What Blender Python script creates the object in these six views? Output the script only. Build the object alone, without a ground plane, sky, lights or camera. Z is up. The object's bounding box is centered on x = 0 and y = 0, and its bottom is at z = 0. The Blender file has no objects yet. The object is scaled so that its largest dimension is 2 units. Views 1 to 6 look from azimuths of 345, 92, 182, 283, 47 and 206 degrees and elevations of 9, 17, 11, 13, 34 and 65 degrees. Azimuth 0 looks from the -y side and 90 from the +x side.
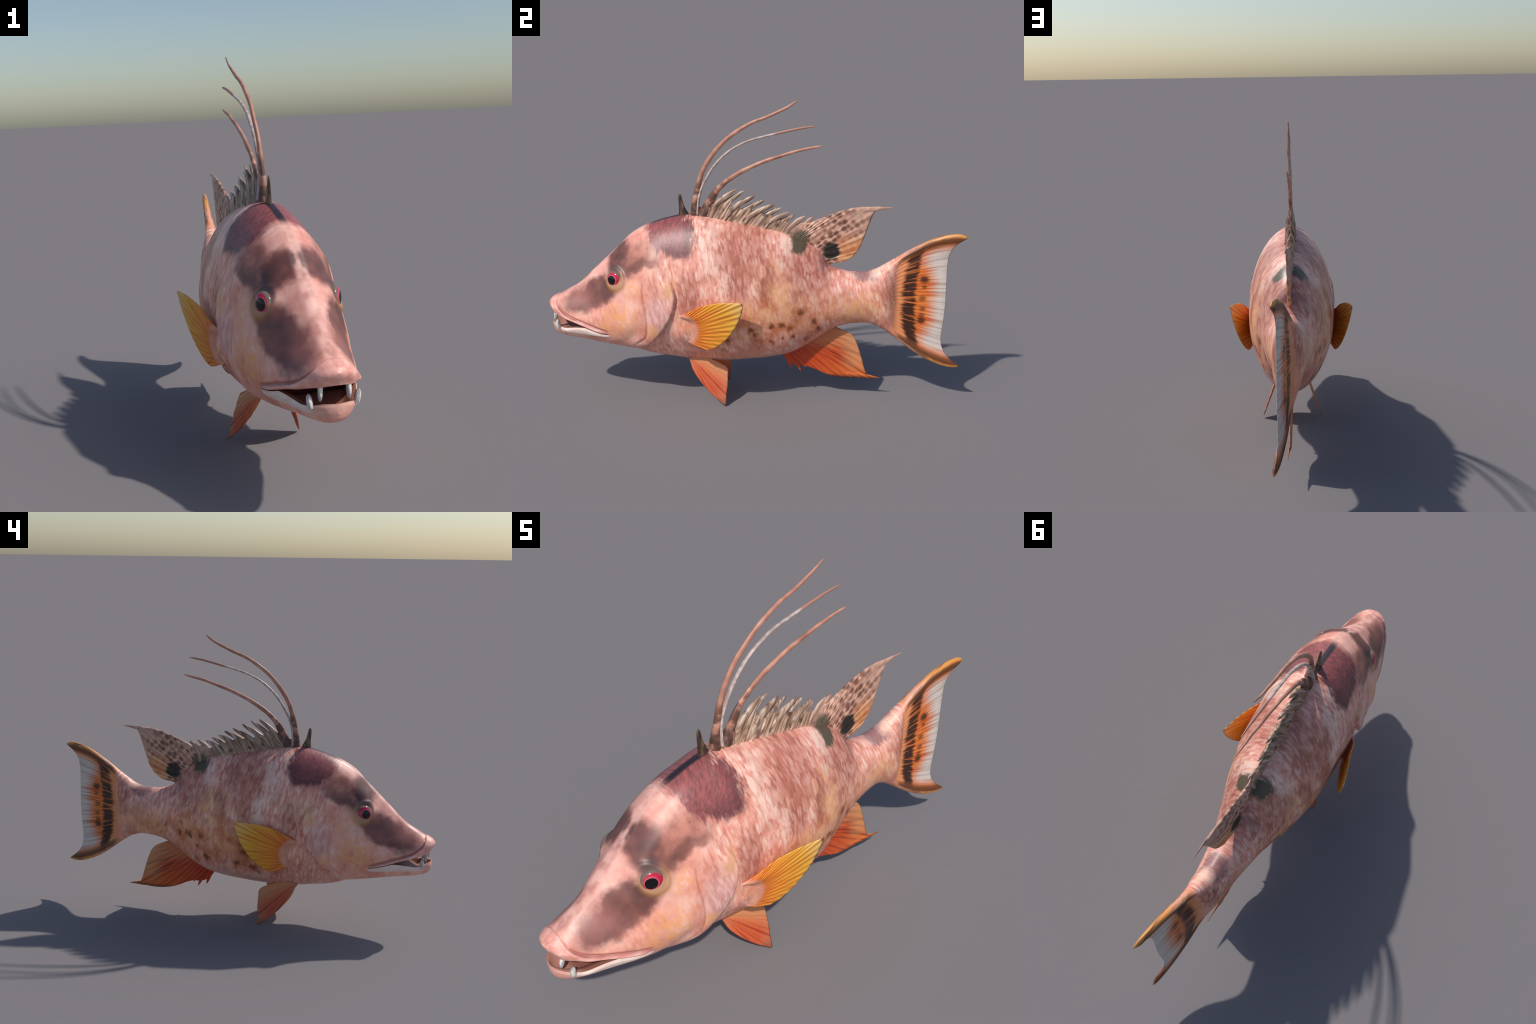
import bpy, bmesh, math, random
import numpy as np
from mathutils import Vector

random.seed(7)
RNG = np.random.default_rng(7)

# ----------------------------------------------------------------------------
# small numeric helpers
# ----------------------------------------------------------------------------
def pchip(keys):
    """monotone cubic through (x, y) control points"""
    k = sorted(keys)
    x = np.array([a for a, _ in k], float); y = np.array([b for _, b in k], float)
    h = np.diff(x); d = np.diff(y) / h
    m = np.zeros_like(y); m[0], m[-1] = d[0], d[-1]
    for i in range(1, len(x) - 1):
        if d[i-1] * d[i] > 0:
            w1 = 2*h[i] + h[i-1]; w2 = h[i] + 2*h[i-1]
            m[i] = (w1 + w2) / (w1/d[i-1] + w2/d[i])
    def f(q):
        q = np.clip(np.asarray(q, float), x[0], x[-1])
        i = np.clip(np.searchsorted(x, q, side='right') - 1, 0, len(x) - 2)
        t = (q - x[i]) / h[i]
        return ((1+2*t)*(1-t)**2*y[i] + t*(1-t)**2*h[i]*m[i]
                + t*t*(3-2*t)*y[i+1] + t*t*(t-1)*h[i]*m[i+1])
    return f

def sstep(a, b, v):
    t = np.clip((v - a) / (b - a), 0, 1)
    return t*t*(3-2*t)

def resample(pts, n, smooth=0):
    p = np.array(pts, float)
    if smooth < 0:                       # pass through every point (Catmull-Rom)
        e = np.vstack([2*p[0]-p[1], p, 2*p[-1]-p[-2]]); q = []
        for i in range(1, len(e)-2):
            for t in np.linspace(0, 1, 12, endpoint=False):
                a, b, c, d = e[i-1:i+3]
                q.append(.5*(2*b + (c-a)*t + (2*a-5*b+4*c-d)*t*t + (3*b-a-3*c+d)*t**3))
        q.append(p[-1]); p = np.array(q)
    elif smooth:
        for _ in range(smooth):          # corner cutting, ends kept
            q = [p[0]]
            for a, b in zip(p[:-1], p[1:]):
                q += [a*.75 + b*.25, a*.25 + b*.75]
            q.append(p[-1]); p = np.array(q)
    s = np.r_[0, np.cumsum(np.linalg.norm(np.diff(p, axis=0), axis=1))]
    t = np.linspace(0, s[-1], n)
    return np.stack([np.interp(t, s, p[:, i]) for i in range(p.shape[1])], 1)

def bend(y):
    """sideways curve of the tail"""
    return 0.058 * np.clip((np.asarray(y, float) - 0.48) / 0.52, 0, None)**1.68

def new_mesh(name, verts, faces, weld=2e-5, smooth=True):
    me = bpy.data.meshes.new(name)
    me.from_pydata([tuple(map(float, v)) for v in verts], [], faces)
    bm = bmesh.new(); bm.from_mesh(me)
    bmesh.ops.remove_doubles(bm, verts=bm.verts, dist=weld)
    bmesh.ops.dissolve_degenerate(bm, edges=bm.edges, dist=1e-7)
    bmesh.ops.recalc_face_normals(bm, faces=bm.faces)
    bm.to_mesh(me); bm.free()
    if smooth:
        me.polygons.foreach_set('use_smooth', [True]*len(me.polygons))
    return me

def obj(name, me, parent, mat=None):
    o = bpy.data.objects.new(name, me)
    bpy.context.scene.collection.objects.link(o)
    o.parent = parent
    if mat and me: me.materials.append(mat)
    return o

def grid_faces(n, m, off=0, flip=False):
    f = []
    for i in range(n-1):
        for j in range(m-1):
            a = off + i*m + j
            q = (a, a+1, a+m+1, a+m)
            f.append(q[::-1] if flip else q)
    return f

# ----------------------------------------------------------------------------
# node building helper
# ----------------------------------------------------------------------------
def lin(r, g, b):
    f = lambda c: c/255/12.92 if c/255 <= .04045 else ((c/255+.055)/1.055)**2.4
    return (f(r), f(g), f(b), 1)

class NB:
    def __init__(s, name):
        s.mat = bpy.data.materials.new(name); s.mat.use_nodes = True
        s.t = s.mat.node_tree; s.t.nodes.clear()
        s.out = s.t.nodes.new('ShaderNodeOutputMaterial')
        s.bsdf = s.t.nodes.new('ShaderNodeBsdfPrincipled')
        s.t.links.new(s.bsdf.outputs[0], s.out.inputs[0])
        co = s.t.nodes.new('ShaderNodeTexCoord')
        s.P = co.outputs['Object']
        sp = s.t.nodes.new('ShaderNodeSeparateXYZ'); s.t.links.new(s.P, sp.inputs[0])
        s.x, s.y, s.z = sp.outputs
    def put(s, sock, v):
        if isinstance(v, bpy.types.NodeSocket): s.t.links.new(v, sock)
        else: sock.default_value = v
    def m(s, op, a, b=0.0, c=0.0, clamp=False):
        n = s.t.nodes.new('ShaderNodeMath'); n.operation = op; n.use_clamp = clamp
        for i, v in enumerate((a, b, c)): s.put(n.inputs[i], v)
        return n.outputs[0]
    def add(s, a, b): return s.m('ADD', a, b)
    def sub(s, a, b): return s.m('SUBTRACT', a, b)
    def mul(s, a, b): return s.m('MULTIPLY', a, b)
    def mx(s, a, b): return s.m('MAXIMUM', a, b)
    def mn(s, a, b): return s.m('MINIMUM', a, b)
    def ss(s, a, b, v):
        n = s.t.nodes.new('ShaderNodeMapRange'); n.interpolation_type = 'SMOOTHSTEP'
        if a > b:
            n.inputs[1].default_value = b; n.inputs[2].default_value = a
            n.inputs[3].default_value = 1; n.inputs[4].default_value = 0
        else:
            n.inputs[1].default_value = a; n.inputs[2].default_value = b
        s.put(n.inputs[0], v); return n.outputs[0]
    def vec(s, x, y, z):
        n = s.t.nodes.new('ShaderNodeCombineXYZ')
        for i, v in enumerate((x, y, z)): s.put(n.inputs[i], v)
        return n.outputs[0]
    def noise(s, v, scale=1.0, detail=2.0, rough=.5, out=0):
        n = s.t.nodes.new('ShaderNodeTexNoise')
        s.put(n.inputs['Vector'], v); n.inputs['Scale'].default_value = scale
        n.inputs['Detail'].default_value = detail; n.inputs['Roughness'].default_value = rough
        return n.outputs[out]
    def voro(s, v, scale=1.0, rand=1.0):
        n = s.t.nodes.new('ShaderNodeTexVoronoi')
        s.put(n.inputs['Vector'], v); n.inputs['Scale'].default_value = scale
        n.inputs['Randomness'].default_value = rand
        return n.outputs[0]
    def mix(s, f, a, b, mode='MIX'):
        n = s.t.nodes.new('ShaderNodeMix'); n.data_type = 'RGBA'; n.blend_type = mode
        s.put(n.inputs[0], f); s.put(n.inputs[6], a); s.put(n.inputs[7], b)
        return n.outputs[2]
    def ramp(s, v, stops, mode='LINEAR'):
        n = s.t.nodes.new('ShaderNodeValToRGB'); n.color_ramp.interpolation = mode
        e = n.color_ramp.elements
        while len(e) < len(stops): e.new(.5)
        for el, (p, c) in zip(e, stops): el.position = p; el.color = c
        s.put(n.inputs[0], v); return n.outputs[0]
    def curve(s, v, pts):
        """piecewise function of v through control points"""
        n = s.t.nodes.new('ShaderNodeFloatCurve'); c = n.mapping.curves[0]
        lo, hi = pts[0][0], pts[-1][0]
        q = [((a-lo)/(hi-lo), b) for a, b in pts]
        while len(c.points) < len(q): c.points.new(.5, .5)
        for p, (a, b) in zip(c.points, q): p.location = (a, b)
        n.mapping.update()
        mr = s.t.nodes.new('ShaderNodeMapRange')
        mr.inputs[1].default_value = lo; mr.inputs[2].default_value = hi
        s.put(mr.inputs[0], v); s.t.links.new(mr.outputs[0], n.inputs[1])
        return n.outputs[0]
    def blob(s, y, z, y0, z0, ry, rz, rot=0, soft=.35):
        ca, sa = math.cos(math.radians(rot)), math.sin(math.radians(rot))
        dy, dz = s.sub(y, y0), s.sub(z, z0)
        a = s.m('MULTIPLY_ADD', dy, ca/ry, s.mul(dz, sa/ry))
        b = s.m('MULTIPLY_ADD', dz, ca/rz, s.mul(dy, -sa/rz))
        d = s.m('SQRT', s.m('MULTIPLY_ADD', a, a, s.mul(b, b)))
        return s.ss(1+soft, 1-soft, d)
    def bump(s, h, strength=.3, dist=.002):
        n = s.t.nodes.new('ShaderNodeBump'); n.inputs['Strength'].default_value = strength
        n.inputs['Distance'].default_value = dist; s.put(n.inputs['Height'], h)
        s.t.links.new(n.outputs[0], s.bsdf.inputs['Normal'])
    def done(s, col, rough=.5, spec=.5):
        s.put(s.bsdf.inputs['Base Color'], col); s.put(s.bsdf.inputs['Roughness'], rough)
        s.bsdf.inputs['Specular IOR Level'].default_value = spec
        return s.mat

# ----------------------------------------------------------------------------
# materials
# ----------------------------------------------------------------------------
def skin_material():
    n = NB('fish_skin')
    # gentle warp so that no patch has a clean ellipse for an edge
    w = n.noise(n.P, 14, 3, .6, 1)
    sw = n.t.nodes.new('ShaderNodeSeparateColor'); n.t.links.new(w, sw.inputs[0])
    y = n.m('MULTIPLY_ADD', n.sub(sw.outputs[0], .5), .07, n.y)
    z = n.m('MULTIPLY_ADD', n.sub(sw.outputs[1], .5), .07, n.z)
    ax = n.m('ABSOLUTE', n.x)
    # fine flecks, drawn out along the scale rows
    wv = n.noise(n.P, 6, 2, .5)
    tilt = n.m('MULTIPLY_ADD', n.z, .18, n.m('MULTIPLY_ADD', wv, .03, n.y))
    fleck = n.noise(n.vec(n.mul(n.x, 22), n.mul(tilt, 92), n.mul(n.z, 30)), 1, 2, .55)
    fleck2 = n.noise(n.vec(n.mul(n.x, 14), n.mul(tilt, 46), n.mul(n.z, 17)), 1, 3, .6)
    mott = n.noise(n.P, 11, 4, .6)
    big = n.noise(n.P, 4.5, 3, .5)
    head = n.ss(-.42, -.52, y)
    vn = n.t.nodes.new('ShaderNodeTexVoronoi'); vn.feature = 'SMOOTH_F1'
    n.put(vn.inputs['Vector'], n.vec(n.mul(n.x, 26), n.mul(tilt, 84), n.mul(n.z, 28)))
    vn.inputs['Scale'].default_value = 1; vn.inputs['Smoothness'].default_value = .32
    vs = n.t.nodes.new('ShaderNodeSeparateColor'); n.t.links.new(vn.outputs['Color'], vs.inputs[0])
    fk = n.m('MULTIPLY_ADD', vs.outputs[0], .28, n.m('MULTIPLY_ADD', vn.outputs['Distance'], -.18, .465))
    fk = n.add(fk, n.m('MULTIPLY_ADD', n.sub(fleck, .5), .46, n.mul(n.sub(mott, .5), .30)))
    fl = n.mix(n.mul(head, .7), fk, mott)
    pink = n.ramp(fl, [(.24, lin(204, 124, 104)), (.42, lin(235, 156, 136)), (.57, lin(249, 183, 163)), (.76, lin(255, 218, 201))])
    low1 = n.mul(n.ss(-.36, -.22, y), n.ss(.58, .46, z))
    pink = n.mix(n.mul(low1, n.mul(n.ss(.38, .62, big), .6)), pink, lin(230, 140, 106))
    pale = n.mx(n.blob(y, z, -.205, .79, .045, .10, 8, .6), n.mx(n.blob(y, z, -.135, .63, .035, .09, 6, .6), n.blob(y, z, .150, .78, .035, .07, 0, .6)))
    pink = n.mix(n.mul(pale, n.mul(n.ss(.30, .62, fk), .85)), pink, lin(254, 216, 198))
    c = pink
    # warm yellow ground low on flank and tail stalk
    yel = n.mx(n.blob(y, z, .11, .60, .085, .13, 10, .6), n.blob(y, z, .50, .49, .16, .075, 0, .6))
    yel = n.mx(yel, n.blob(y, z, .0, .47, .30, .09, 8, .7))
    c = n.mix(n.mul(yel, n.mul(n.ss(.30, .7, fleck2), .8)), c, lin(250, 186, 124))
    # reddish-brown bars across the flank
    bars = n.blob(y, z, -.055, .79, .115, .12, 0, .45)
    bars = n.mx(bars, n.blob(y, z, -.07, .66, .05, .09, 0, .5))
    bars = n.mx(bars, n.blob(y, z, .07, .64, .035, .09, 0, .5))
    bars = n.mx(bars, n.blob(y, z, .25, .70, .10, .12, 0, .6))
    bars = n.mx(bars, n.blob(y, z, -.30, .58, .05, .10, 0, .6))
    bars = n.mx(bars, n.blob(y, z, .64, .60, .04, .09, 0, .6))
    c = n.mix(n.mul(bars, n.ss(.58, .34, n.m('MULTIPLY_ADD', fk, .5, n.mul(fleck2, .5)))), c, lin(156, 90, 72))
    c = n.mix(n.mul(bars, .55), c, lin(184, 108, 90))
    c = n.mix(n.mul(n.mul(n.ss(.52, .66, n.noise(n.P, 8, 3, .55)), n.ss(-.34, -.26, y)), .45), c, lin(190, 116, 92))
    # orange-brown spots on the lower flank
    low = n.blob(y, z, .08, .44, .36, .13, 6, .5)
    rust = n.ss(.46, .66, n.noise(n.P, 15, 3, .55))
    c = n.mix(n.mul(n.mul(low, rust), .75), c, lin(206, 112, 66))
    vz = n.voro(n.vec(n.mul(n.x, .4), y, n.mul(z, .85)), 17)
    spb = n.blob(y, z, .08, .41, .34, .12, 6, .3)
    vz = n.m('MULTIPLY_ADD', n.sub(fk, .5), .18, vz)
    size = n.m('MULTIPLY_ADD', n.noise(n.P, 9, 1), .5, -.02)
    rel = n.m('DIVIDE', vz, size)
    c = n.mix(n.mul(n.mul(n.ss(2.6, 1.0, rel), spb), .55), c, lin(206, 112, 58))
    c = n.mix(n.mul(n.mul(n.ss(1.5, .5, rel), spb), .85), c, lin(112, 64, 38))
    # belly and throat: colour blends to a darker, greyer beige low down
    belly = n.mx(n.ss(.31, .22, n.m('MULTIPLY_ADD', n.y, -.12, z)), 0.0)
    belly = n.mul(belly, n.ss(.32, .1, y))
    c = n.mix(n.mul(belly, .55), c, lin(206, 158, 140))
    # --- head -------------------------------------------------------------
    smoothp = n.mix(n.ss(.3, .7, mott), lin(226, 156, 142), lin(246, 190, 174))
    c = n.mix(n.mul(n.ss(-.50, -.62, y), n.mul(n.ss(.50, .58, z), .8)), c, smoothp)
    cheek = n.mx(n.blob(y, z, -.63, .44, .10, .075, 35, .6), n.blob(y, z, -.56, .60, .035, .05, 0, .7))
    c = n.mix(n.mul(n.mul(cheek, .85), n.ss(.36, .62, n.noise(n.P, 42, 2, .6))), c, lin(246, 172, 116))
    gill = n.blob(y, z, -.44, .49, .055, .10, 0, .5)
    c = n.mix(n.mul(gill, .7), c, n.mix(n.ss(.4, .6, fleck2), lin(206, 148, 146), lin(238, 192, 182)))
    c = n.mix(n.mul(n.blob(y, z, -.395, .615, .026, .045, -20, .7), .6), c, lin(244, 190, 140))
    c = n.mix(n.mul(n.blob(y, z, -.47, .40, .03, .03, 0, .7), .6), c, lin(246, 178, 116))
    brown, dark = lin(138, 84, 78), lin(98, 62, 64)
    hair = n.noise(n.vec(n.mul(n.x, 8), n.mul(n.add(n.y, n.z), 30), n.mul(n.sub(n.z, n.y), 110)), 1, 3, .6)
    brownc = n.mix(n.ss(.25, .75, n.noise(n.P, 12, 2, .5)), lin(86, 52, 50), lin(140, 82, 74))
    # bar running from the nape patch down to the eye and over the snout
    band = n.blob(y, z, -.555, .738, .130, .052, 42, .45)
    c = n.mix(n.mul(band, .88), c, n.mix(n.ss(.35, .65, mott), lin(138, 82, 70), lin(194, 122, 102)))
    edge = n.blob(y, z, -.545, .704, .105, .022, 25, .6)
    c = n.mix(n.mul(edge, .7), c, lin(98, 58, 54))
    fore = n.blob(y, z, -.644, .738, .076, .050, 62, .32)
    c = n.mix(n.mul(fore, .97), c, brownc)
    snout = n.mx(n.blob(y, z, -.755, .548, .145, .062, 34, .26), n.blob(y, z, -.85, .503, .075, .040, 24, .5))
    c = n.mix(n.mul(snout, .95), c, brownc)
    c = n.mix(n.mul(n.blob(y, z, -.86, .53, .09, .05, 32, .7), .45), c, lin(184, 116, 104))
    # nape patch, darkest along its rear and lower rim
    yr = n.m('MULTIPLY_ADD', n.sub(fleck, .5), .06, y); zr = n.m('MULTIPLY_ADD', n.sub(fleck, .5), .05, z)
    nape = n.blob(yr, zr, -.390, .860, .122, .098, -26, .2)
    rim = n.sub(nape, n.blob(yr, zr, -.425, .890, .13, .10, -28, .45))
    c = n.mix(n.mul(nape, .95), c, n.mix(n.ss(.3, .7, hair), lin(116, 62, 64), lin(164, 84, 84)))
    c = n.mix(n.mul(n.mx(rim, 0.0), .8), c, lin(66, 42, 44))
    # pale crest line down the forehead and dark streak before the first spine
    crest = n.mul(n.ss(.030, .010, ax), n.mul(n.ss(-.45, -.56, n.y), n.ss(.44, .5, n.z)))
    c = n.mix(n.mul(crest, .75), c, n.mix(n.ss(.35, .6, n.noise(n.P, 18, 2)), lin(190, 128, 118), lin(240, 186, 172)))
    streak = n.mul(n.ss(.020, .008, ax), n.mul(n.ss(-.54, -.47, n.y), n.mul(n.ss(-.30, -.34, n.y), n.ss(.8, .82, n.z))))
    c = n.mix(streak, c, lin(46, 38, 44))
    pits = n.mul(n.blob(y, z, -.645, .76, .03, .02, 45, .5), n.mul(n.ss(.004, .010, ax), n.ss(.030, .018, ax)))
    c = n.mix(n.mul(pits, .8), c, lin(84, 58, 58))
    # eye surround: grey-beige ring with a yellow lower rim, slate lid above
    ring = n.mul(n.blob(n.y, n.z, -.652, .640, .040, .045, 0, .25), .85)
    c = n.mix(n.mul(n.blob(n.y, n.z, -.645, .628, .050, .050, 0, .3), .6), c, lin(206, 148, 86))
    c = n.mix(ring, c, n.mix(n.ss(.62, .67, n.z), lin(186, 140, 112), lin(118, 92, 84)))
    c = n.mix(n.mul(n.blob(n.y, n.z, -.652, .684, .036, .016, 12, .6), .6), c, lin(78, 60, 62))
    gl = n.curve(n.y, [(-.957, .56), (-.950, .49), (-.926, .457), (-.88, .433), (-.8, .410), (-.74, .392), (-.685, .376)])
    crease = n.mul(n.ss(.013, .001, n.m('ABSOLUTE', n.sub(n.z, gl))), n.mul(n.ss(-.675, -.70, n.y), n.ss(-.955, -.935, n.y)))
    # lips: upper roll pink, lower lip pale at the sides and pink in front
    lv = n.noise(n.vec(n.mul(n.x, 40), n.mul(n.y, 12), n.mul(n.z, 40)), 1, 3, .6)
    lm = n.curve(n.y, [(-1.0, .414), (-.955, .404), (-.92, .396), (-.85, .391), (-.80, .3865), (-.74, .371), (-.69, .3645), (-.68, .36)])
    inm = n.ss(-.680, -.692, n.y)
    up = n.mul(inm, n.mul(n.ss(.003, -.003, n.sub(n.z, gl)), n.ss(-.001, .001, n.sub(n.z, lm))))
    lo = n.mul(inm, n.mul(n.ss(.341, .346, n.z), n.ss(.001, -.001, n.sub(n.z, lm))))
    c = n.mix(up, c, n.ramp(lv, [(.3, lin(224, 148, 134)), (.5, lin(241, 172, 156)), (.7, lin(250, 200, 184))]))
    lowc = n.ramp(lv, [(.3, lin(232, 194, 178)), (.5, lin(242, 216, 204)), (.7, lin(250, 230, 218))])
    lowc = n.mix(n.mul(n.ss(-.93, -.965, n.y), .8), lowc, n.mix(lv, lin(214, 132, 114), lin(242, 178, 158)))
    c = n.mix(lo, c, lowc)
    c = n.mix(n.mul(crease, .7), c, lin(156, 88, 84))
    # --- dark saddles -------------------------------------------------------
    ragged = n.add(n.m('MULTIPLY_ADD', n.sub(fleck, .5), .07, z), 0.0)
    c = n.mix(n.mul(n.blob(y, ragged, .211, .808, .042, .048, 0, .25), .95), c, lin(78, 74, 54))
    c = n.mix(n.mul(n.blob(y, ragged, .362, .765, .036, .042, 0, .25), .95), c, lin(24, 26, 24))
    c = n.mix(n.mul(n.blob(y, z, .33, .745, .02, .07, -12, .7), .6), c, lin(120, 80, 82))
    c = n.mix(n.mul(n.blob(y, ragged, .525, .655, .06, .028, 0, .4), .8), c, lin(132, 96, 100))
    c = n.mix(n.mul(n.blob(y, z, .60, .695, .05, .02, 35, .5), .6), c, lin(252, 210, 186))
    # --- tail fin -------------------------------------------------------------
    zm = .528
    top = n.curve(n.y, [(.56, .668), (.62, .701), (.68, .738), (.767, .797), (.839, .837), (.903, .859), (.96, .868), (1.0, .86)])
    bot = n.curve(n.y, [(.56, .393), (.606, .382), (.651, .358), (.707, .319), (.758, .28), (.819, .242), (.879, .214), (.94, .194), (1.0, .19)])
    v = n.m('DIVIDE', n.sub(n.z, bot), n.sub(top, bot))          # 0 at lower, 1 at upper margin
    av = n.m('ABSOLUTE', n.m('MULTIPLY_ADD', v, 2.0, -1.0))       # 0 mid, 1 margins
    rays = n.noise(n.vec(0.0, n.mul(n.y, 5), n.mul(v, 34)), 1, 2, .5)
    raysf = n.noise(n.vec(3.0, n.mul(n.y, 4), n.mul(v, 90)), 1, 2, .5)
    wy = n.m('MULTIPLY_ADD', n.sub(rays, .5), .045, n.y)
    wy = n.m('MULTIPLY_ADD', n.m('MULTIPLY', av, av), -.035, wy)   # bands bow back at the lobes
    tail = n.ss(.655, .69, n.m('MULTIPLY_ADD', n.sub(fleck, .5), .05, n.m('MULTIPLY_ADD', av, -.01, n.y)))
    org = n.mix(n.ss(.35, .65, raysf), lin(204, 86, 30), lin(240, 140, 64))
    tc = n.mix(n.ss(.74, .69, wy), org, lin(234, 150, 98))
    black = n.mul(n.ss(.695, .722, wy), n.ss(.782, .762, wy))
    black = n.mul(black, n.ss(.97, .80, av))
    black = n.mul(black, n.m('MULTIPLY_ADD', n.ss(.36, .46, n.noise(n.vec(7.0, n.mul(n.y, 5), n.mul(v, 38)), 1, 1, .5)), .62, .38))
    tc = n.mix(n.mul(black, .96), tc, lin(40, 24, 18))
    white = n.ss(.818, .900, n.m('MULTIPLY_ADD', n.sub(raysf, .5), .05, n.m('MULTIPLY_ADD', n.ss(.55, 1.0, av), -.0, n.m('MULTIPLY_ADD', n.ss(.3, .7, av), .045, n.m('MULTIPLY_ADD', n.sub(rays, .5), .04, n.y)))))
    white = n.mul(white, n.ss(.90, .70, n.m('MULTIPLY_ADD', n.y, .0, av)))
    tc = n.mix(white, tc, n.mix(n.ss(.3, .6, raysf), lin(188, 170, 158), lin(222, 208, 198)))
    for (py, pz, r) in ((.810, .636, .015), (.806, .540, .012), (.806, .428, .014), (.809, .488, .010), (.806, .455, .010), (.812, .598, .008)):
        tc = n.mix(n.mul(n.blob(n.y, n.z, py, pz, r*1.4, r*1.15, 0, .6), .9 if r > .0125 else .65), tc, lin(52, 28, 18))
    marg = n.mul(n.ss(.80, .90, av), n.ss(.66, .72, n.y))
    tc = n.mix(n.mul(marg, .9), tc, n.mix(n.ss(.93, .98, av), lin(86, 50, 30), n.mix(n.ss(.45, .6, n.noise(n.vec(n.mul(n.x, 60), n.mul(n.y, 9), 0.0), 1, 2)), n.mix(n.ss(.74, .84, n.y), lin(226, 164, 138), lin(222, 152, 78)), lin(150, 100, 70))))
    c = n.mix(tail, c, tc)
    n.bump(n.mix(tail, fl, raysf), .25, .003)
    return n.done(c, .42, .5)

def fin_material(name, focus, stops, edge=None, nrays=26, dark=(150, 40, 20), strength=.6, rough=.45, span=1.0):
    """streaks radiate from a focal point in the side plane; colour runs along the ray"""
    n = NB(name)
    dy, dz = n.sub(n.y, focus[0]), n.sub(n.z, focus[1])
    ang = n.m('ARCTAN2', dz, dy)
    r = n.m('SQRT', n.m('MULTIPLY_ADD', dy, dy, n.mul(dz, dz)))
    s1 = n.noise(n.vec(n.mul(ang, nrays), n.mul(r, 3), 0.0), 1, 2, .5)
    t = n.m('MULTIPLY_ADD', n.sub(n.noise(n.P, 20, 2), .5), .12, n.m('DIVIDE', r, span))
    col = n.ramp(t, stops)
    col = n.mix(n.mul(n.ss(.52, .36, s1), strength), col, lin(*dark))
    if edge: col = edge(n, col, ang, r, s1)
    n.bump(s1, .4, .004)
    return n.done(col, rough, .5)

def plain(name, stops, scale=20, rough=.45, stretch=(1, 1, 1), spec=.5):
    n = NB(name)
    v = n.noise(n.vec(n.mul(n.x, stretch[0]), n.mul(n.y, stretch[1]), n.mul(n.z, stretch[2])), scale, 3, .6)
    return n.done(n.ramp(v, stops), rough, spec)

# ----------------------------------------------------------------------------
# body: stations along y, each a pair of half super-ellipses
# ----------------------------------------------------------------------------
Q = lambda y: math.sqrt(y + 1.0)
top_z = pchip([(-1, .480), (-.99, .491), (-.97, .503), (-.94, .518), (-.905, .539), (-.86, .568), (-.82, .601), (-.78, .640), (-.74, .679),
               (-.70, .716), (-.66, .755), (-.625, .791), (-.60, .816), (-.568, .840), (-.53, .862), (-.483, .884),
               (-.44, .900), (-.40, .912), (-.368, .920), (-.33, .926), (-.28, .926), (-.2, .917), (-.136, .906), (-.07, .892), (0, .880),
               (.055, .869), (.11, .856), (.16, .841), (.21, .823), (.255, .799), (.295, .770), (.325, .738), (.345, .708),
               (.367, .684), (.41, .667), (.464, .656), (.527, .658), (.57, .670), (.611, .691), (.65, .715)])
bot_z = pchip([(-1, .352), (-.99, .331), (-.97, .317), (-.93, .307), (-.867, .300), (-.8, .293), (-.757, .286), (-.70, .277),
               (-.65, .270), (-.613, .264), (-.575, .254), (-.52, .231), (-.45, .214), (-.385, .205), (-.31, .195), (-.21, .191),
               (-.1, .197), (0, .206), (.1, .218), (.16, .230), (.20, .246), (.24, .267), (.29, .301), (.345, .340), (.39, .370),
               (.42, .382), (.48, .396), (.54, .400), (.59, .388), (.65, .355)])
_w = pchip([(Q(y), w) for y, w in [(-1, 0), (-.997, .026), (-.99, .047), (-.97, .070), (-.945, .083), (-.9, .101), (-.85, .115), (-.8, .132), (-.75, .147),
            (-.69, .161), (-.62, .175), (-.55, .186), (-.48, .194), (-.4, .200), (-.3, .205), (-.2, .206), (-.1, .204), (0, .196), (.08, .182),
            (.16, .164), (.24, .137), (.32, .114), (.4, .097), (.48, .083), (.56, .072), (.64, .062)]])
half_w = lambda y: _w(np.sqrt(np.clip(np.asarray(y) + 1, 0, None)))
mid_z = pchip([(-1, .452), (-.95, .435), (-.85, .42), (-.69, .425), (-.5, .475), (-.3, .525), (0, .535), (.2, .535), (.35, .53), (.5, .528), (.65, .53)])
n_top = pchip([(-1, 2.2), (-.96, 1.9), (-.88, 1.55), (-.76, 1.55), (-.66, 1.75), (-.5, 1.9), (-.38, 1.85), (-.25, 2.02), (-.1, 2.02), (.05, 1.85), (.18, 1.63), (.3, 1.72), (.42, 1.95), (.65, 2)])
n_bot = pchip([(-1, 2.4), (-.8, 2.4), (-.65, 2.2), (-.5, 1.85), (-.38, 1.72), (-.22, 1.85), (-.05, 2.05), (.15, 2.0), (.3, 1.9), (.65, 2)])
lip_up = pchip([(-1, .438), (-.985, .432), (-.97, .429), (-.92, .418), (-.85, .402), (-.8, .388), (-.74, .372), (-.69, .365), (-.6, .36),
                (-.3, .36), (0, .37), (.25, .43), (.45, .50), (.65, .528)])
lip_lo = pchip([(-1, .382), (-.98, .379), (-.955, .371), (-.92, .369), (-.88, .375), (-.84, .381), (-.8, .3855), (-.74, .370), (-.69, .364), (-.6, .36)])
groove = pchip([(-1, .60), (-.957, .56), (-.952, .50), (-.947, .478), (-.926, .455), (-.88, .431), (-.8, .408), (-.74, .390), (-.685, .374)])
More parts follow.
